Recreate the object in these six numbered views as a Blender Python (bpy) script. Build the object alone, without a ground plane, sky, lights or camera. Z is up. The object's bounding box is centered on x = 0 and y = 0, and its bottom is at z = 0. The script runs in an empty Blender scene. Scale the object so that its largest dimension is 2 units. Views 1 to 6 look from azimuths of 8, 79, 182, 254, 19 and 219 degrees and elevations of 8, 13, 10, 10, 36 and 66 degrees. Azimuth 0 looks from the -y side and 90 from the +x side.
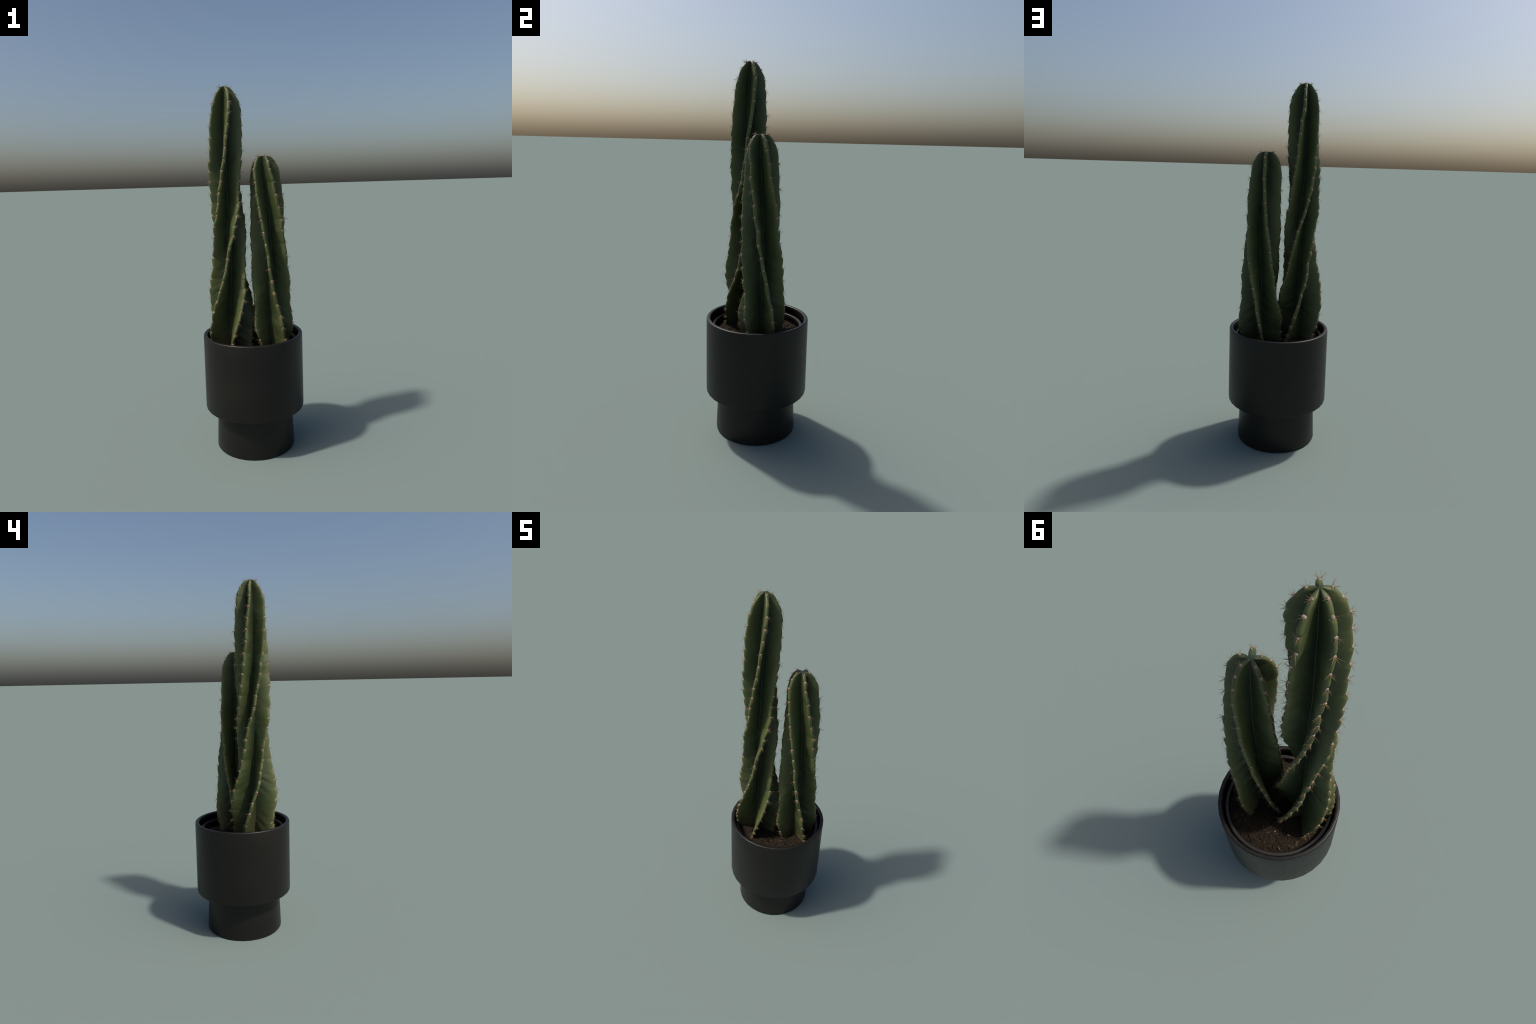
"""A potted columnar cactus: two twisted five-ribbed stems in a liner pot, inside a dark footed planter."""
import bpy, bmesh, math, random
import numpy as np
from mathutils import Matrix, Vector, noise

RNG = random.Random(11)
TAU = 2 * math.pi


# ------------------------------------------------------------------ helpers
def link(ob, parent=None):
    bpy.context.scene.collection.objects.link(ob)
    if parent is not None:
        ob.parent = parent
    return ob


def mesh_object(name, verts, faces, mats, parent=None, smooth=True, sharp=None):
    me = bpy.data.meshes.new(name)
    me.from_pydata([tuple(v) for v in verts], [], faces)
    me.validate()
    for m in mats:
        me.materials.append(m)
    me.polygons.foreach_set("use_smooth", [smooth] * len(me.polygons))
    if sharp:
        me.set_sharp_from_angle(angle=math.radians(sharp))
    me.update()
    return link(bpy.data.objects.new(name, me), parent)


def spline(xs, ys, at):
    """Natural cubic through control points (held flat beyond the ends)."""
    xs, ys = np.asarray(xs, float), np.asarray(ys, float)
    n, h = len(xs), np.diff(xs)
    A, b = np.zeros((n, n)), np.zeros(n)
    A[0, 0] = A[-1, -1] = 1
    for i in range(1, n - 1):
        A[i, i - 1], A[i, i], A[i, i + 1] = h[i - 1], 2 * (h[i - 1] + h[i]), h[i]
        b[i] = 6 * ((ys[i + 1] - ys[i]) / h[i] - (ys[i] - ys[i - 1]) / h[i - 1])
    m = np.linalg.solve(A, b)
    t = np.clip(np.asarray(at, float), xs[0], xs[-1])
    i = np.clip(np.searchsorted(xs, t) - 1, 0, n - 2)
    u, v = xs[i + 1] - t, t - xs[i]
    return (m[i] * u ** 3 + m[i + 1] * v ** 3) / (6 * h[i]) + (ys[i] / h[i] - m[i] * h[i] / 6) * u + (ys[i + 1] / h[i] - m[i + 1] * h[i] / 6) * v


def smoothstep(a, b, x):
    t = np.clip((x - a) / (b - a), 0, 1)
    return t * t * (3 - 2 * t)


def fbm(p, scale, octaves=3):
    v, a = 0.0, 1.0
    for k in range(octaves):
        v += a * noise.noise(Vector(p) * scale * 2 ** k)
        a *= 0.5
    return v


# ------------------------------------------------------------------ node helpers
class Nodes:
    def __init__(self, name):
        self.mat = bpy.data.materials.new(name)
        self.mat.use_nodes = True
        self.t = self.mat.node_tree
        self.t.nodes.clear()
        self.out = self.t.nodes.new("ShaderNodeOutputMaterial")
        self.bsdf = self.t.nodes.new("ShaderNodeBsdfPrincipled")
        self.t.links.new(self.bsdf.outputs[0], self.out.inputs[0])

    def put(self, sock, v):
        if isinstance(v, bpy.types.NodeSocket):
            self.t.links.new(v, sock)
        elif v is not None:
            sock.default_value = v

    def math(self, op, a, b=None, c=None, clamp=False):
        n = self.t.nodes.new("ShaderNodeMath")
        n.operation, n.use_clamp = op, clamp
        for s, v in zip(n.inputs, (a, b, c)):
            self.put(s, v)
        return n.outputs[0]

    def coords(self, scale=(1, 1, 1)):
        c = self.t.nodes.new("ShaderNodeTexCoord")
        m = self.t.nodes.new("ShaderNodeMapping")
        m.inputs["Scale"].default_value = scale
        self.t.links.new(c.outputs["Object"], m.inputs["Vector"])
        return m.outputs[0]

    def noise(self, vec, scale, detail=4.0, rough=0.55):
        n = self.t.nodes.new("ShaderNodeTexNoise")
        n.inputs["Scale"].default_value, n.inputs["Detail"].default_value, n.inputs["Roughness"].default_value = scale, detail, rough
        self.put(n.inputs["Vector"], vec)
        return n.outputs["Fac"]

    def voronoi(self, vec, scale, feature="F1", out="Distance"):
        n = self.t.nodes.new("ShaderNodeTexVoronoi")
        n.feature = feature
        n.inputs["Scale"].default_value = scale
        self.put(n.inputs["Vector"], vec)
        return n.outputs[out]

    def remap(self, v, a, b, lo=0.0, hi=1.0, smooth=False):
        n = self.t.nodes.new("ShaderNodeMapRange")
        n.clamp = True
        n.interpolation_type = "SMOOTHSTEP" if smooth else "LINEAR"
        for s, x in zip(n.inputs, (v, a, b, lo, hi)):
            self.put(s, x)
        return n.outputs[0]

    def mix(self, f, a, b, mode="MIX"):
        n = self.t.nodes.new("ShaderNodeMix")
        n.data_type, n.blend_type = "RGBA", mode
        self.put(n.inputs[0], f)
        for s, v in ((n.inputs[6], a), (n.inputs[7], b)):
            self.put(s, (*v, 1.0) if isinstance(v, tuple) and len(v) == 3 else v)
        return n.outputs[2]

    def ramp(self, f, stops):
        n = self.t.nodes.new("ShaderNodeValToRGB")
        e = n.color_ramp.elements
        while len(e) < len(stops):
            e.new(0.5)
        for el, (p, c) in zip(e, stops):
            el.position, el.color = p, (*c, 1)
        self.put(n.inputs[0], f)
        return n.outputs[0]

    def bump(self, h, strength, dist):
        n = self.t.nodes.new("ShaderNodeBump")
        n.inputs["Strength"].default_value, n.inputs["Distance"].default_value = strength, dist
        self.put(n.inputs["Height"], h)
        self.put(self.bsdf.inputs["Normal"], n.outputs[0])

    def set(self, **kw):
        for k, v in kw.items():
            s = self.bsdf.inputs[k.replace("_", " ").title().replace("Ior", "IOR")]
            self.put(s, (*v, 1.0) if isinstance(v, tuple) and len(v) == 3 else v)

    def curve(self, x, pts):
        n = self.t.nodes.new("ShaderNodeFloatCurve")
        c = n.mapping.curves[0]
        for k, (px, py) in enumerate(pts):
            if k < 2:
                c.points[k].location = (px, py)
            else:
                c.points.new(px, py)
        n.mapping.update()
        self.put(n.inputs["Value"], x)
        return n.outputs[0]


# ------------------------------------------------------------------ materials
def ceramic_material(name, base, rough, spec=0.5, inner=None):
    n = Nodes(name)
    v = n.coords()
    cloud = n.remap(n.noise(v, 5.0, 3.0), 0.35, 0.7)
    fine = n.noise(v, 60.0, 4.0)
    d = tuple(c * 0.86 for c in base)
    l = tuple(c * f for c, f in zip(base, (1.2, 1.16, 1.1)))
    col = n.mix(cloud, d, l)
    n.set(roughness=n.remap(fine, 0.3, 0.7, rough - 0.04, rough + 0.05))
    n.bsdf.inputs["Specular IOR Level"].default_value = spec
    if inner:                                    # occlusion shade painted onto the inside wall below the lip
        radius, z_hi, z_lo = inner
        sep = n.t.nodes.new("ShaderNodeSeparateXYZ")
        n.put(sep.inputs[0], v)
        r = n.math("SQRT", n.math("ADD", n.math("MULTIPLY", sep.outputs["X"], sep.outputs["X"]), n.math("MULTIPLY", sep.outputs["Y"], sep.outputs["Y"])))
        inside = n.math("MULTIPLY", n.remap(r, radius + 0.0008, radius), n.remap(sep.outputs["Z"], z_hi, z_lo, smooth=True))
        col = n.mix(inside, col, (0.002, 0.0018, 0.0016))
        n.put(n.bsdf.inputs["Specular IOR Level"], n.remap(inside, 0.0, 1.0, spec, 0.08))
    n.set(base_color=col)
    n.bump(n.noise(v, 220.0, 3.0), 0.06, 0.002)
    return n.mat


def soil_material():
    n = Nodes("potting_soil")
    v = n.coords()
    big = n.noise(v, 22.0, 6.0, 0.65)
    grain = n.noise(v, 190.0, 5.0, 0.7)
    col = n.ramp(big, [(0.3, (0.006, 0.004, 0.0027)), (0.5, (0.0135, 0.009, 0.0056)), (0.72, (0.025, 0.0168, 0.0104))])
    col = n.mix(n.remap(grain, 0.46, 0.62), col, n.mix(0.75, col, (0.058, 0.040, 0.023)))
    col = n.mix(n.remap(grain, 0.46, 0.32), col, (0.008, 0.006, 0.004))
    cell = n.voronoi(v, 120.0, out="Color")
    pick = n.t.nodes.new("ShaderNodeSeparateColor")
    n.put(pick.inputs[0], cell)
    col = n.mix(n.remap(pick.outputs[0], 0.985, 0.99), col, (0.075, 0.055, 0.03))
    n.set(base_color=col, roughness=0.95)
    n.bsdf.inputs["Specular IOR Level"].default_value = 0.2
    n.bump(n.noise(v, 190.0, 6.0, 0.75), 0.9, 0.007)
    return n.mat


def speck_material(name, dark, light, rough=0.9, scale=300.0):
    n = Nodes(name)
    v = n.coords()
    info = n.t.nodes.new("ShaderNodeObjectInfo")
    f = n.math("ADD", n.math("MULTIPLY", n.remap(n.noise(v, scale, 4.0, 0.7), 0.3, 0.7), 0.7), n.math("MULTIPLY", info.outputs["Random"], 0.3))
    n.set(base_color=n.mix(f, dark, light), roughness=rough)
    n.bsdf.inputs["Specular IOR Level"].default_value = 0.2
    return n.mat


def spine_material():
    """Straw at the root, tan along the shaft, greyed toward the tip (object origin = cushion centre)."""
    n = Nodes("spine")
    c = n.t.nodes.new("ShaderNodeTexCoord")
    ln = n.t.nodes.new("ShaderNodeVectorMath")
    ln.operation = "LENGTH"
    n.put(ln.inputs[0], c.outputs["Object"])
    f = n.remap(ln.outputs["Value"], 0.002, 0.026)
    info = n.t.nodes.new("ShaderNodeObjectInfo")
    col = n.ramp(f, [(0.0, (0.34, 0.20, 0.065)), (0.4, (0.29, 0.165, 0.055)), (0.75, (0.19, 0.115, 0.055)), (1.0, (0.11, 0.08, 0.055))])
    col = n.mix(n.math("MULTIPLY", info.outputs["Random"], 0.45), col, (0.12, 0.08, 0.055))
    n.set(base_color=col, roughness=0.5)
    return n.mat


def stem_material(name, axis_z, axis_x, axis_y, top_z, base_z, reach_pts):
    """Green skin: olive crests, deep green flanks, dark valleys with a pale line, tan corky base."""
    n = Nodes(name)
    v = n.coords()
    sep = n.t.nodes.new("ShaderNodeSeparateXYZ")
    n.put(sep.inputs[0], v)
    h = n.remap(sep.outputs["Z"], base_z, top_z)
    norm = [(z - base_z) / (top_z - base_z) for z in axis_z]
    ax = n.math("SUBTRACT", n.curve(h, [(a, x + 0.5) for a, x in zip(norm, axis_x)]), 0.5)
    ay = n.math("SUBTRACT", n.curve(h, [(a, y + 0.5) for a, y in zip(norm, axis_y)]), 0.5)
    dx, dy = n.math("SUBTRACT", sep.outputs["X"], ax), n.math("SUBTRACT", sep.outputs["Y"], ay)
    r = n.math("SQRT", n.math("ADD", n.math("MULTIPLY", dx, dx), n.math("MULTIPLY", dy, dy)))
    R = n.curve(h, [((z - base_z) / (top_z - base_z), q * 4) for z, q in reach_pts])
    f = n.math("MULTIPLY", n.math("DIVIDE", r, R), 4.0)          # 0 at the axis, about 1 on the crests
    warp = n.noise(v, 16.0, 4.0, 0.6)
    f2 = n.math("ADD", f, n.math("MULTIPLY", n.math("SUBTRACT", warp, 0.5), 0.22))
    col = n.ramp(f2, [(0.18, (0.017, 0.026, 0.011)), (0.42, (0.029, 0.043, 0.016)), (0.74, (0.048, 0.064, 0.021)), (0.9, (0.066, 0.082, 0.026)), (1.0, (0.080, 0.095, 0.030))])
    mott = n.remap(n.noise(v, 9.0, 3.0), 0.35, 0.7)
    col = n.mix(n.math("MULTIPLY", mott, 0.5), col, n.mix(1.0, col, (1.25, 1.12, 0.85), "MULTIPLY"))
    patch = n.remap(n.noise(v, 28.0, 5.0, 0.6), 0.56, 0.72)
    col = n.mix(n.math("MULTIPLY", patch, 0.28), col, (0.060, 0.076, 0.032))
    blem = n.math("MULTIPLY", n.remap(n.noise(v, 75.0, 4.0, 0.65), 0.64, 0.72), n.remap(n.noise(v, 7.0, 2.0), 0.45, 0.6))
    col = n.mix(n.math("MULTIPLY", blem, 0.55), col, (0.075, 0.068, 0.036))
    col = n.mix(n.remap(n.noise(v, 5.0, 3.0), 0.5, 0.72, 0.0, 0.4), col, n.mix(1.0, col, (0.78, 0.88, 1.05), "MULTIPLY"))
    # faint pale line along the bottom of each valley
    pale_line = n.math("MULTIPLY", n.remap(f, 0.245, 0.215), n.remap(n.noise(v, 14.0, 2.0), 0.35, 0.6))
    col = n.mix(n.math("MULTIPLY", pale_line, 0.04), col, (0.07, 0.09, 0.05))
    # tan, slightly corky foot
    foot = n.math("MULTIPLY", n.remap(sep.outputs["Z"], 0.80, 0.57, smooth=True), n.remap(n.noise(v, 12.0, 3.0), 0.25, 0.62))
    col = n.mix(n.math("MULTIPLY", foot, 0.75), col, (0.082, 0.074, 0.032))
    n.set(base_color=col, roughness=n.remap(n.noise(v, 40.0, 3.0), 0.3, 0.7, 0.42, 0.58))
    n.bsdf.inputs["Specular IOR Level"].default_value = 0.42
    n.bump(n.math("ADD", n.noise(v, 90.0, 4.0), n.math("MULTIPLY", n.noise(n.coords((1, 1, 2.6)), 34.0, 3.0), 0.8)), 0.16, 0.004)
    return n.mat


MAT_POT = ceramic_material("matt_black_ceramic", (0.0086, 0.0075, 0.0060), 0.42, 0.32, (0.2585, 0.645, 0.632))
MAT_FOOT = ceramic_material("matt_black_ceramic_foot", (0.0086, 0.0075, 0.0060), 0.42, 0.32)
MAT_LINER = ceramic_material("black_plastic", (0.013, 0.0115, 0.0105), 0.45, 0.5, (0.2305, 0.606, 0.596))
MAT_SOIL = soil_material()
MAT_CRUMB = speck_material("soil_crumb", (0.007, 0.0047, 0.003), (0.034, 0.023, 0.0135), scale=60.0)
MAT_BARK = speck_material("bark", (0.03, 0.02, 0.012), (0.12, 0.085, 0.045), scale=120.0)
MAT_PERLITE = speck_material("perlite", (0.12, 0.115, 0.105), (0.26, 0.25, 0.235))
MAT_WOOL = speck_material("areole_wool", (0.13, 0.10, 0.078), (0.47, 0.38, 0.30), scale=420.0)
MAT_SPINE = spine_material()


# ------------------------------------------------------------------ thing
root = link(bpy.data.objects.new("potted_cactus", None))
root["label"] = "two tall twisted ribbed green cacti in a matt black footed pot"
root["category"] = "potted cactus"

SIDES, PHASE = 32, math.radians(4.9)      # the planter is a faceted turned form


def turned(name, profile, mat, parent, sharp=40, sides=SIDES):
    """Lathe a (radius, height) profile; radius 0 closes to a pole."""
    verts, rings = [], []
    for r, z in profile:
        if r == 0:
            rings.append([len(verts)] * sides)
            verts.append((0, 0, z))
        else:
            rings.append(list(range(len(verts), len(verts) + sides)))
            for k in range(sides):
                a = PHASE + TAU * k / sides
                verts.append((r * math.sin(a), -r * math.cos(a), z))
    faces = []
    for A, B in zip(rings, rings[1:]):
        for k in range(sides):
            j = (k + 1) % sides
            f = [A[k], A[j], B[j], B[k]]
            faces.append(tuple(dict.fromkeys(f)))
    return mesh_object(name, verts, faces, [mat], parent, True, sharp)


def arc(cx, cz, r, a0, a1, steps):
    return [(cx + r * math.cos(math.radians(a0 + (a1 - a0) * k / steps)), cz + r * math.sin(math.radians(a0 + (a1 - a0) * k / steps))) for k in range(steps + 1)]


# planter body: outer wall up, rounded lip, inner wall down, floor, underside
body = [(0.0, 0.2335), (0.2735, 0.2335)] + arc(0.2735, 0.2375, 0.004, -60, 0, 3) + [(0.2772, 0.40), (0.2766, 0.55)]
body += arc(0.2695, 0.6450, 0.0070, 0, 90, 5) + arc(0.2630, 0.6450, 0.0070, 90, 180, 5) + [(0.2560, 0.50), (0.2560, 0.31), (0.245, 0.29), (0.0, 0.29)]
turned("pot_body", body, MAT_POT, root)
foot = [(0.0, 0.0), (0.2165, 0.0)] + arc(0.2165, 0.0042, 0.0042, -60, 0, 3) + [(0.2172, 0.09), (0.2140, 0.16), (0.2110, 0.236), (0.2, 0.2365)]
turned("pot_foot", foot, MAT_FOOT, root)

# nursery liner pot
liner = [(0.0, 0.42), (0.232, 0.42), (0.2425, 0.585)] + arc(0.2440, 0.6085, 0.0035, 0, 90, 4) + arc(0.2340, 0.6085, 0.0035, 90, 180, 4) + [(0.2290, 0.595), (0.226, 0.57), (0.222, 0.45), (0.0, 0.45)]
turned("liner_pot", liner, MAT_LINER, root, sides=48)

# ------------------------------------------------------------------ soil
SOIL_Z = 0.579


def soil_height(x, y):
    p = (x, y, 0.0)
    return SOIL_Z + 0.0075 * fbm(p, 14.0, 2) + 0.0048 * fbm((x, y, 3.1), 62.0, 4) - 0.006 * smoothstep(0.19, 0.226, math.hypot(x, y))


sv, sf, rings, around = [(0, 0, soil_height(0, 0))], [], 100, 280
for i in range(1, rings + 1):
    r = 0.2262 * i / rings
    for k in range(around):
        a = TAU * k / around
        x, y = r * math.cos(a), r * math.sin(a)
        sv.append((x, y, soil_height(x, y)))
for k in range(around):
    sf.append((0, 1 + k, 1 + (k + 1) % around))
    for i in range(rings - 1):
        a, b = 1 + i * around, 1 + (i + 1) * around
        sf.append((a + k, b + k, b + (k + 1) % around, a + (k + 1) % around))
soil = mesh_object("soil", sv, sf, [MAT_SOIL], root)


def lump(seed, squash, rough=0.35, level=2):
    bm = bmesh.new()
    bmesh.ops.create_icosphere(bm, subdivisions=level, radius=1.0)
    vs = [v.co * (1 + rough * fbm(v.co + Vector((seed * 7.3, seed * 1.7, 0)), 1.3, 3)) for v in bm.verts]
    vs = [Vector((v.x * squash[0], v.y * squash[1], v.z * squash[2])) for v in vs]
    fs = [[v.index for v in f.verts] for f in bm.faces]
    bm.free()
    return vs, fs


def scatter_spot():
    a, r = RNG.random() * TAU, 0.218 * math.sqrt(RNG.random())
    return r * math.cos(a), r * math.sin(a)


cv, cf = [], []
for k in range(900):
    x, y = scatter_spot()
    s = RNG.uniform(0.0013, 0.0042) * (1.7 if RNG.random() < 0.07 else 1)
    vs, fs = lump(k, (RNG.uniform(0.7, 1.5), RNG.uniform(0.7, 1.2), RNG.uniform(0.5, 0.9)), level=1 if s < 0.004 else 2)
    m = Matrix.Translation((x, y, soil_height(x, y) + s * 0.15)) @ Matrix.Rotation(RNG.random() * TAU, 4, "Z") @ Matrix.Rotation(RNG.uniform(-0.5, 0.5), 4, "X") @ Matrix.Scale(s, 4)
    o = len(cv)
    cv += [m @ v for v in vs]
    cf += [[i + o for i in f] for f in fs]
crumbs = mesh_object("soil_crumbs", cv, cf, [MAT_CRUMB], soil)
crumbs["kind"] = "stuff"

bark_meshes = []
for k in range(3):
    vs, fs = lump(90 + k, (1.0, 0.42, 0.3), 0.3, 2)
    me = bpy.data.meshes.new("bark_chip")
    me.from_pydata([tuple(v) for v in vs], [], fs)
    me.materials.append(MAT_BARK)
    bark_meshes.append(me)
for k in range(24):
    x, y = scatter_spot()
    if k == 0:
        x, y = -0.168, 0.098            # the long chip near the back-left wall
    elif k == 1:
        x, y = -0.121, 0.165
    s = 0.011 if k < 2 else RNG.uniform(0.003, 0.0072)
    ob = link(bpy.data.objects.new("bark_chip", bark_meshes[k % 3]), soil)
    ob.matrix_world = Matrix.Translation((x, y, soil_height(x, y) + s * 0.12)) @ Matrix.Rotation(RNG.random() * TAU, 4, "Z") @ Matrix.Rotation(RNG.uniform(-0.35, 0.35), 4, "Y") @ Matrix.Scale(s, 4)
vs, fs = lump(55, (1.0, 0.6, 0.5), 0.3, 2)
perlite = bpy.data.meshes.new("perlite_grain")
perlite.from_pydata([tuple(v) for v in vs], [], fs)
perlite.materials.append(MAT_PERLITE)
for k, (x, y) in enumerate([(-0.118, 0.092), (-0.126, 0.086), (-0.06, 0.112)] + [scatter_spot() for _ in range(3)]):
    s = (0.0055, 0.003, 0.0045)[k] if k < 3 else 0.002
    ob = link(bpy.data.objects.new("perlite_grain", perlite), soil)
    ob.matrix_world = Matrix.Translation((x, y, soil_height(x, y) + s * 0.3)) @ Matrix.Rotation(RNG.random() * TAU, 4, "Z") @ Matrix.Scale(s, 4)


# ------------------------------------------------------------------ areole and spine shapes shared by all ribs
def areole_mesh(seed):
    vs, fs = lump(200 + seed, (1, 1, 1), 0.16, 3)
    me = bpy.data.meshes.new("areole")
    me.from_pydata([(v.x * 0.0054, v.y * 0.0054, v.z * 0.0042) for v in vs], [], fs)
    me.materials.append(MAT_WOOL)
    me.polygons.foreach_set("use_smooth", [True] * len(fs))
    return me


def spine_mesh(seed):
    """A star of 7 to 10 slender needles; +z points away from the rib, -y down the stem."""
    rng, verts, faces = random.Random(500 + seed), [], []
    count = rng.randint(6, 9)
    for k in range(count):
        az = TAU * (k + rng.uniform(-0.35, 0.35)) / count
        tilt = math.radians(rng.uniform(40, 80) if k > 1 else rng.uniform(20, 45))
        length = rng.uniform(0.014, 0.024) * (1.3 if rng.random() < 0.25 else 1.0)
        d = Vector((math.sin(tilt) * math.cos(az), math.sin(tilt) * math.sin(az) - 0.22, math.cos(tilt))).normalized()
        side = d.orthogonal().normalized()
        up = d.cross(side)
        root_at = Vector((d.x * 0.0034, d.y * 0.0034 - 0.001, 0.0008))
        o = len(verts)
        for t, w in ((0.0, 0.00056), (0.35, 0.00048), (0.75, 0.00028)):
            c = root_at + d * (length * t) + Vector((0, -0.0012 * t * t, 0))
            for j in range(5):
                a = TAU * j / 5
                verts.append(c + (side * math.cos(a) + up * math.sin(a)) * w)
        verts.append(root_at + d * length + Vector((0, -0.0012, 0)))
        for i in range(2):
            for j in range(5):
                q = (j + 1) % 5
                faces.append((o + i * 5 + j, o + i * 5 + q, o + i * 5 + 5 + q, o + i * 5 + 5 + j))
        for j in range(5):
            faces.append((o + 10 + j, o + 10 + (j + 1) % 5, o + 15))
    me = bpy.data.meshes.new("spine_cluster")
    me.from_pydata([tuple(v) for v in verts], [], faces)
    me.materials.append(MAT_SPINE)
    me.polygons.foreach_set("use_smooth", [True] * len(faces))
    return me


AREOLES = [areole_mesh(k) for k in range(5)]
SPINES = [spine_mesh(k) for k in range(9)]


# ------------------------------------------------------------------ stems
def build_stem(spec, seed):
    rng = random.Random(seed)
    lv = spec["levels"]
    top, base = spec["top"], 0.55
    ax_x, ax_y = [v / 1000 for v in spec["axis_x"]], [v / 1000 for v in spec["axis_y"]]
    dome_d, dome_r = zip(*spec["dome"])

    def axis(z):
        az = lv + [top - 0.045]
        return np.stack([spline(az, ax_x, z), spline(az, ax_y, z)], -1)

    def twist(z):
        return spline(spec["twist_z"], spec["twist"], z)

    ribs = spec["ribs"]
    rows_z = spec["areoles"]
    rows_s = np.array(sorted(rows_z))

    def row_phase(z):
        """Continuous areole count from the top; whole numbers sit on areoles."""
        return np.interp(-np.asarray(z, float), -rows_s[::-1], np.arange(len(rows_s)), left=-0.5, right=len(rows_s) - 0.5)

    def reach(i, z):
        """Distance of rib i's crest from the stem axis at height z, through the areole notches."""
        z = np.asarray(z, float)
        body_r = spline(lv, [v / 1000 for v in ribs[i]["reach"]], z)
        drop = np.clip(top - z, 0, None)
        d_r = np.interp(np.sqrt(drop), np.sqrt(dome_d), dome_r)
        d_r = d_r * (1 + (ribs[i]["reach"][-1] / np.mean([q["reach"][-1] for q in ribs]) - 1) * smoothstep(0.02, 0.1, drop))
        k = smoothstep(0.10, 0.17, drop)
        return d_r * (1 - k) + body_r * k

    # tubercles: each length of crest between two areoles swells a little differently
    n_seg = len(rows_s) + 1
    swell = [[rng.uniform(0.0042, 0.0108) for _ in range(n_seg + 1)] for _ in ribs]
    skew = [[(rng.uniform(0.10, 0.28) if rng.random() < 0.5 else rng.uniform(0.68, 0.90)) for _ in range(n_seg + 1)] for _ in ribs]
    sway = [[rng.uniform(-0.0042, 0.0042) for _ in range(n_seg + 2)] for _ in ribs]
    fold = [[rng.uniform(0.0, 1.0) for _ in range(n_seg + 2)] for _ in ribs]

    def bearing(i, z):
        z = np.asarray(z, float)
        return np.radians(twist(z) + ribs[i]["at"] + ribs[i]["foot"] * (1 - smoothstep(0.56, 0.84, z)))

    def crest_bulge(i, z):
        p = row_phase(z)
        k = np.clip(np.floor(p).astype(int) + 1, 0, n_seg)
        t = p - np.floor(p)
        s = np.array(skew[i])[k]
        u = np.where(t < s, 0.5 * t / s, 0.5 + 0.5 * (t - s) / (1 - s))
        shape = 1 - np.abs(2 * u - 1) ** 1.55
        return np.array(swell[i])[k] * shape * smoothstep(0.0, 0.05, top - np.asarray(z)) * (0.68 + 0.32 * smoothstep(0.15, 0.5, top - np.asarray(z)))

    def crest_sway(i, z):
        p = row_phase(z) + 1
        return np.interp(p, np.arange(n_seg + 2), sway[i]) * smoothstep(0.0, 0.08, top - np.asarray(z))

    # rows of the skin: fine over the dome, even below
    t = np.linspace(0.035, 1, 46)
    dome_z = top - 0.11 * (1 - np.cos(t * math.pi / 2))
    zs = np.concatenate([dome_z, np.arange(dome_z[-1] - 0.0038, base, -0.0038)])
    nz, nr = len(zs), len(ribs)
    A = axis(zs)
    bulge = np.stack([crest_bulge(i, zs) for i in range(nr)])
    R = np.stack([reach(i, zs) for i in range(nr)]) + bulge
    Bn = np.stack([bearing(i, zs) for i in range(nr)])
    E = np.stack([np.sin(Bn), -np.cos(Bn)], -1)                       # outward, per rib and row
    T = np.stack([np.cos(Bn), np.sin(Bn)], -1)                        # sideways, toward the next rib
    C = A[None] + E * R[..., None] + T * np.stack([crest_sway(i, zs) for i in range(nr)])[..., None]
    drop = top - zs
    p_rows = row_phase(zs)
    near = np.abs(p_rows - np.round(p_rows))
    valley_r = np.minimum(spec["valley"] * (1 + 0.35 * smoothstep(0.75, 0.6, zs)), 0.33 * R.mean(0))

    CAP, FLANK = 5, 11
    columns = []                                                      # per rib: right flank(from valley), cap, left flank
    for i in range(nr):
        prev, nxt = (i - 1) % nr, (i + 1) % nr
        gap_n = (Bn[nxt] - Bn[i]) % TAU
        gap_p = (Bn[i] - Bn[prev]) % TAU
        half = np.minimum(spec["crest"] * (1 + 0.12 * np.array([fbm((z * 16, i * 5.1, seed + 2), 1.0, 2) for z in zs])), 0.27 * R[i])
        nominal = half
        half = half * (0.94 + 0.11 * np.clip(bulge[i] / 0.006, 0, 1))      # crests pinch at the areoles
        wr = np.array([fbm((i * 3.7, z * 9.0, seed), 1.0, 2) for z in zs])

        def flank(sign, gap):
            mid = Bn[i] + sign * gap / 2
            Vd = np.stack([np.sin(mid), -np.cos(mid)], -1)
            V = A + Vd * valley_r[:, None]
            P0 = C[i] - E[i] * half[:, None] + sign * T[i] * half[:, None]
            L = np.linalg.norm(P0 - V, axis=-1)[:, None]
            # leave the crest heading inward, spreading a little; arrive in a rounded valley
            P0 = P0 - E[i] * (0.55 * bulge[i])[:, None]
            P1 = P0 - E[i] * 0.45 * L + sign * T[i] * (0.02 * L + (nominal - half)[:, None])
            back = -sign * np.stack([np.cos(mid), np.sin(mid)], -1)   # along the valley floor, toward this rib
            P2 = V + back * np.minimum(0.003, 0.07 * L) + E[i] * 0.10 * L
            out = []
            fs = np.array([np.interp(row_phase(z) + 1, np.arange(n_seg + 2), fold[i if sign > 0 else prev]) for z in zs])
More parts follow.
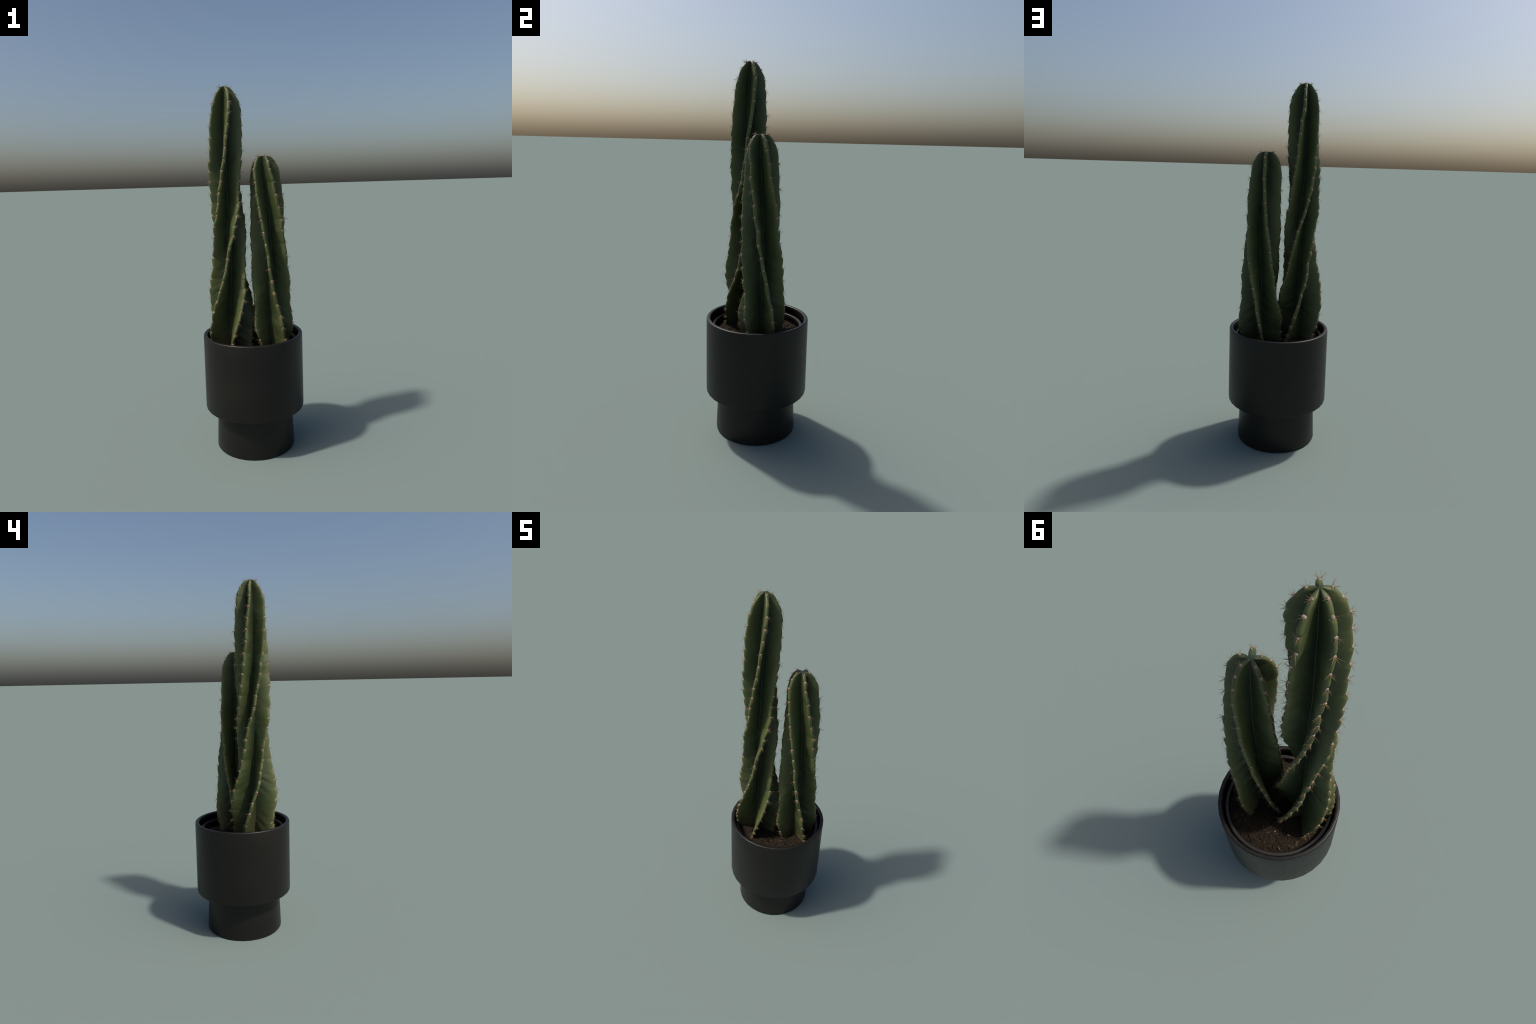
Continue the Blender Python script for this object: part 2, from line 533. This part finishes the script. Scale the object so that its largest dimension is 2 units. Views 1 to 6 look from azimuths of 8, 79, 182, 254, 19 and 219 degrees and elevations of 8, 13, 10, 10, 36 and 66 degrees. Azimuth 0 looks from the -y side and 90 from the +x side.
            for s in np.linspace(0, 1, FLANK + 1)[1:]:
                q = P0 * (1 - s) ** 3 + 3 * P1 * s * (1 - s) ** 2 + 3 * P2 * s * s * (1 - s) + V * s ** 3
                # slanting wrinkles fan from each areole down the flank, plus slow undulation
                env = math.sin(math.pi * min(1, s * 1.05)) ** 1.2
                ph = p_rows + 1.25 * s ** 0.8 + 0.3 * wr
                w = (np.abs(np.sin(math.pi * ph)) ** 0.7 - 0.7) * 0.0048 * np.clip(fs * 1.9 - 1.35 + (0.75 + 0.5 * fs) * smoothstep(1.15, 0.8, zs), 0, 1) * np.clip(0.65 + 1.4 * wr, 0, 1)
                w += 0.0030 * wr + 0.0012 * np.array([fbm((z * 22, s * 1.7, i + 5 * sign + seed), 1.0, 2) for z in zs])
                q = q + sign * T[i] * (w * env * smoothstep(0.03, 0.15, drop))[:, None]
                out.append(q)
            return out

        right = flank(-1, gap_p)
        left = flank(1, gap_n)
        cap = []
        for a in np.linspace(-90, 90, CAP + 2):
            a = math.radians(a)
            cap.append(C[i] - E[i] * half[:, None] + E[i] * (half * math.cos(a))[:, None] + T[i] * (half * math.sin(a))[:, None])
        columns.append(right[::-1][1:] + cap + left)                  # valley column shared with the next rib
    cols = [c for col in columns for c in col]
    # column order: rib 0 right flank .. cap .. left flank incl. valley, then rib 1 ...
    m = len(cols)
    verts = [(float(A[0][0]), float(A[0][1]), top)]
    lift = np.zeros(nz)
    for r in range(nz):
        for c in cols:
            verts.append((float(c[r, 0]), float(c[r, 1]), float(zs[r] + lift[r])))
    faces = [(0, 1 + k, 1 + (k + 1) % m) for k in range(m)]
    for r in range(nz - 1):
        a, b = 1 + r * m, 1 + (r + 1) * m
        for k in range(m):
            j = (k + 1) % m
            faces.append((a + k, b + k, b + j, a + j))
    mean_reach = [(z, float(np.mean([reach(i, np.array([z]))[0] for i in range(nr)]))) for z in np.concatenate([np.linspace(base, top - 0.16, 9), top - np.array([0.12, 0.08, 0.045, 0.02, 0.006])])]
    zz = np.linspace(base, top, 12)
    az = axis(zz)
    mat = stem_material("cactus_skin", zz, az[:, 0], az[:, 1], top, base, mean_reach)
    stem = mesh_object("stem", verts, faces, [mat], root)

    # areoles and their spines, seated in the notches of every rib
    for i in range(nr):
        for k, z0 in enumerate(rows_z):
            z = z0 + rng.uniform(-0.003, 0.003) * (0 if k < 2 else 1)
            zz = np.array([z + 0.004, z, z - 0.004])
            zz = np.minimum(zz, top - 0.0012)
            rr = reach(i, zz) + crest_bulge(i, zz)
            bb = bearing(i, zz)
            cc = axis(zz) + np.stack([np.sin(bb), -np.cos(bb)], -1) * rr[:, None] + np.stack([np.cos(bb), np.sin(bb)], -1) * crest_sway(i, zz)[:, None]
            pts = [Vector((cc[q, 0], cc[q, 1], zz[q])) for q in range(3)]
            if pts[1].z < soil_height(pts[1].x, pts[1].y) + 0.004:
                continue
            along = (pts[0] - pts[2]).normalized()
            outw = Vector((math.sin(bb[1]), -math.cos(bb[1]), 0))
            nrm = (outw - along * outw.dot(along)).normalized()
            side = along.cross(nrm)
            frame = Matrix((side, along, nrm)).transposed().to_4x4()
            size = rng.uniform(0.86, 1.12) * (0.82 if k == 0 else 1.0) * (0.85 if z < 0.61 else 1.0)
            ob = link(bpy.data.objects.new("areole", AREOLES[rng.randrange(len(AREOLES))]), stem)
            ob.matrix_world = Matrix.Translation(pts[1] + nrm * 0.0004) @ frame @ Matrix.Rotation(rng.random() * TAU, 4, "Z") @ Matrix.Scale(size, 4)
            ob = link(bpy.data.objects.new("spine_cluster", SPINES[rng.randrange(len(SPINES))]), stem)
            ob.matrix_world = Matrix.Translation(pts[1] + nrm * 0.0016) @ frame @ Matrix.Rotation(rng.uniform(-0.5, 0.5), 4, "Z") @ Matrix.Scale(rng.uniform(0.85, 1.12) * (0.8 if k < 2 else 1), 4)
    return stem


TALL = dict(
    top=1.984, valley=0.0145, crest=0.0080,
    levels=[0.59, 0.63, 0.68, 0.74, 0.81, 0.89, 0.98, 1.09, 1.21, 1.33, 1.45, 1.57, 1.70, 1.80, 1.87],
    axis_x=[-109, -109, -110, -110, -110, -110, -109, -108, -109, -113, -115, -116, -112, -110, -108, -106],
    axis_y=[-39, -40, -41, -42, -43, -45, -46, -46, -46, -45, -44, -47, -47, -47, -46, -44],
    twist_z=[0.55, 0.59, 0.63, 0.68, 0.74, 0.81, 0.89, 0.98, 1.09, 1.21, 1.33, 1.45, 1.57, 1.70, 1.80, 1.87, 1.99],
    twist=[-148, -141, -134.5, -127, -117.5, -107, -94.8, -82.6, -67.9, -47.8, -23.7, -8.6, 3.9, 16.1, 24.0, 30.0, 38.0],
    ribs=[
        dict(at=-1.0, foot=0, reach=[111, 117, 124, 128, 126, 114, 99, 87, 91, 89, 89, 88, 89, 84, 79]),
        dict(at=73.5, foot=0, reach=[118, 120, 123, 127, 127, 117, 101, 91, 93, 89, 85, 88, 87, 86, 81]),
        dict(at=146.0, foot=-1, reach=[121, 124, 129, 130, 125, 114, 99, 90, 90, 90, 88, 88, 89, 84, 78]),
        dict(at=216.5, foot=6, reach=[105, 110, 117, 121, 120, 110, 94, 86, 88, 84, 82, 84, 82, 80, 75]),
        dict(at=286.0, foot=0, reach=[113, 116, 120, 125, 125, 112, 95, 86, 88, 84, 82, 84, 83, 84, 78]),
    ],
    dome=[(0.0, 0.0), (0.001, 0.010), (0.004, 0.0195), (0.0085, 0.029), (0.0145, 0.0365), (0.029, 0.0465), (0.049, 0.0575), (0.079, 0.070), (0.119, 0.0785), (0.20, 0.083)],
    areoles=[1.9755, 1.943, 1.895, 1.840, 1.781, 1.720, 1.660, 1.601, 1.546, 1.493, 1.433, 1.375, 1.313, 1.257, 1.204, 1.144, 1.085, 1.026, 0.965, 0.913, 0.860, 0.800, 0.740, 0.679, 0.626, 0.594],
)
SHORT = dict(
    top=1.622, valley=0.0160, crest=0.0082,
    levels=[0.585, 0.63, 0.68, 0.74, 0.81, 0.89, 0.98, 1.08, 1.18, 1.28, 1.37, 1.46, 1.51],
    axis_x=[107, 107, 106, 105, 106, 107, 108, 110, 108, 107, 102, 96, 92.5, 87.5],
    axis_y=[2, 4, 5, 7, 7, 5, 3, -1, -3, -5, -9, -10.5, -12, -13],
    twist_z=[0.55, 0.63, 0.68, 0.74, 0.81, 0.89, 0.98, 1.08, 1.18, 1.28, 1.37, 1.46, 1.51, 1.63],
    twist=[123, 115.0, 110.1, 104.6, 98.5, 89.5, 80.0, 71.4, 62.3, 54.0, 47.0, 38.6, 35.0, 27.5],
    ribs=[
        dict(at=-71.0, foot=0, reach=[117, 120, 123, 123, 110, 107, 106, 102, 99, 97, 91, 87, 82]),
        dict(at=0.5, foot=-3, reach=[97, 110, 118, 117, 104, 102, 100, 95, 92, 88, 85, 80, 77]),
        dict(at=71.5, foot=1, reach=[106, 115, 120, 117, 107, 104, 103, 100, 97, 92, 88, 84, 80]),
        dict(at=141.0, foot=0, reach=[120, 123, 125, 124, 110, 107, 106, 101, 100, 96, 91, 87, 84]),
        dict(at=217.5, foot=2, reach=[100, 118, 128, 125, 112, 108, 107, 102, 99, 96, 91, 88, 85]),
    ],
    dome=[(0.0, 0.0), (0.0008, 0.014), (0.003, 0.029), (0.006, 0.038), (0.015, 0.049), (0.030, 0.0578), (0.050, 0.068), (0.080, 0.0772), (0.12, 0.0825), (0.2, 0.086)],
    areoles=[1.6175, 1.590, 1.547, 1.481, 1.417, 1.351, 1.286, 1.221, 1.155, 1.091, 1.026, 0.959, 0.893, 0.826, 0.763, 0.698, 0.632, 0.588],
)
build_stem(TALL, 3)
build_stem(SHORT, 8)
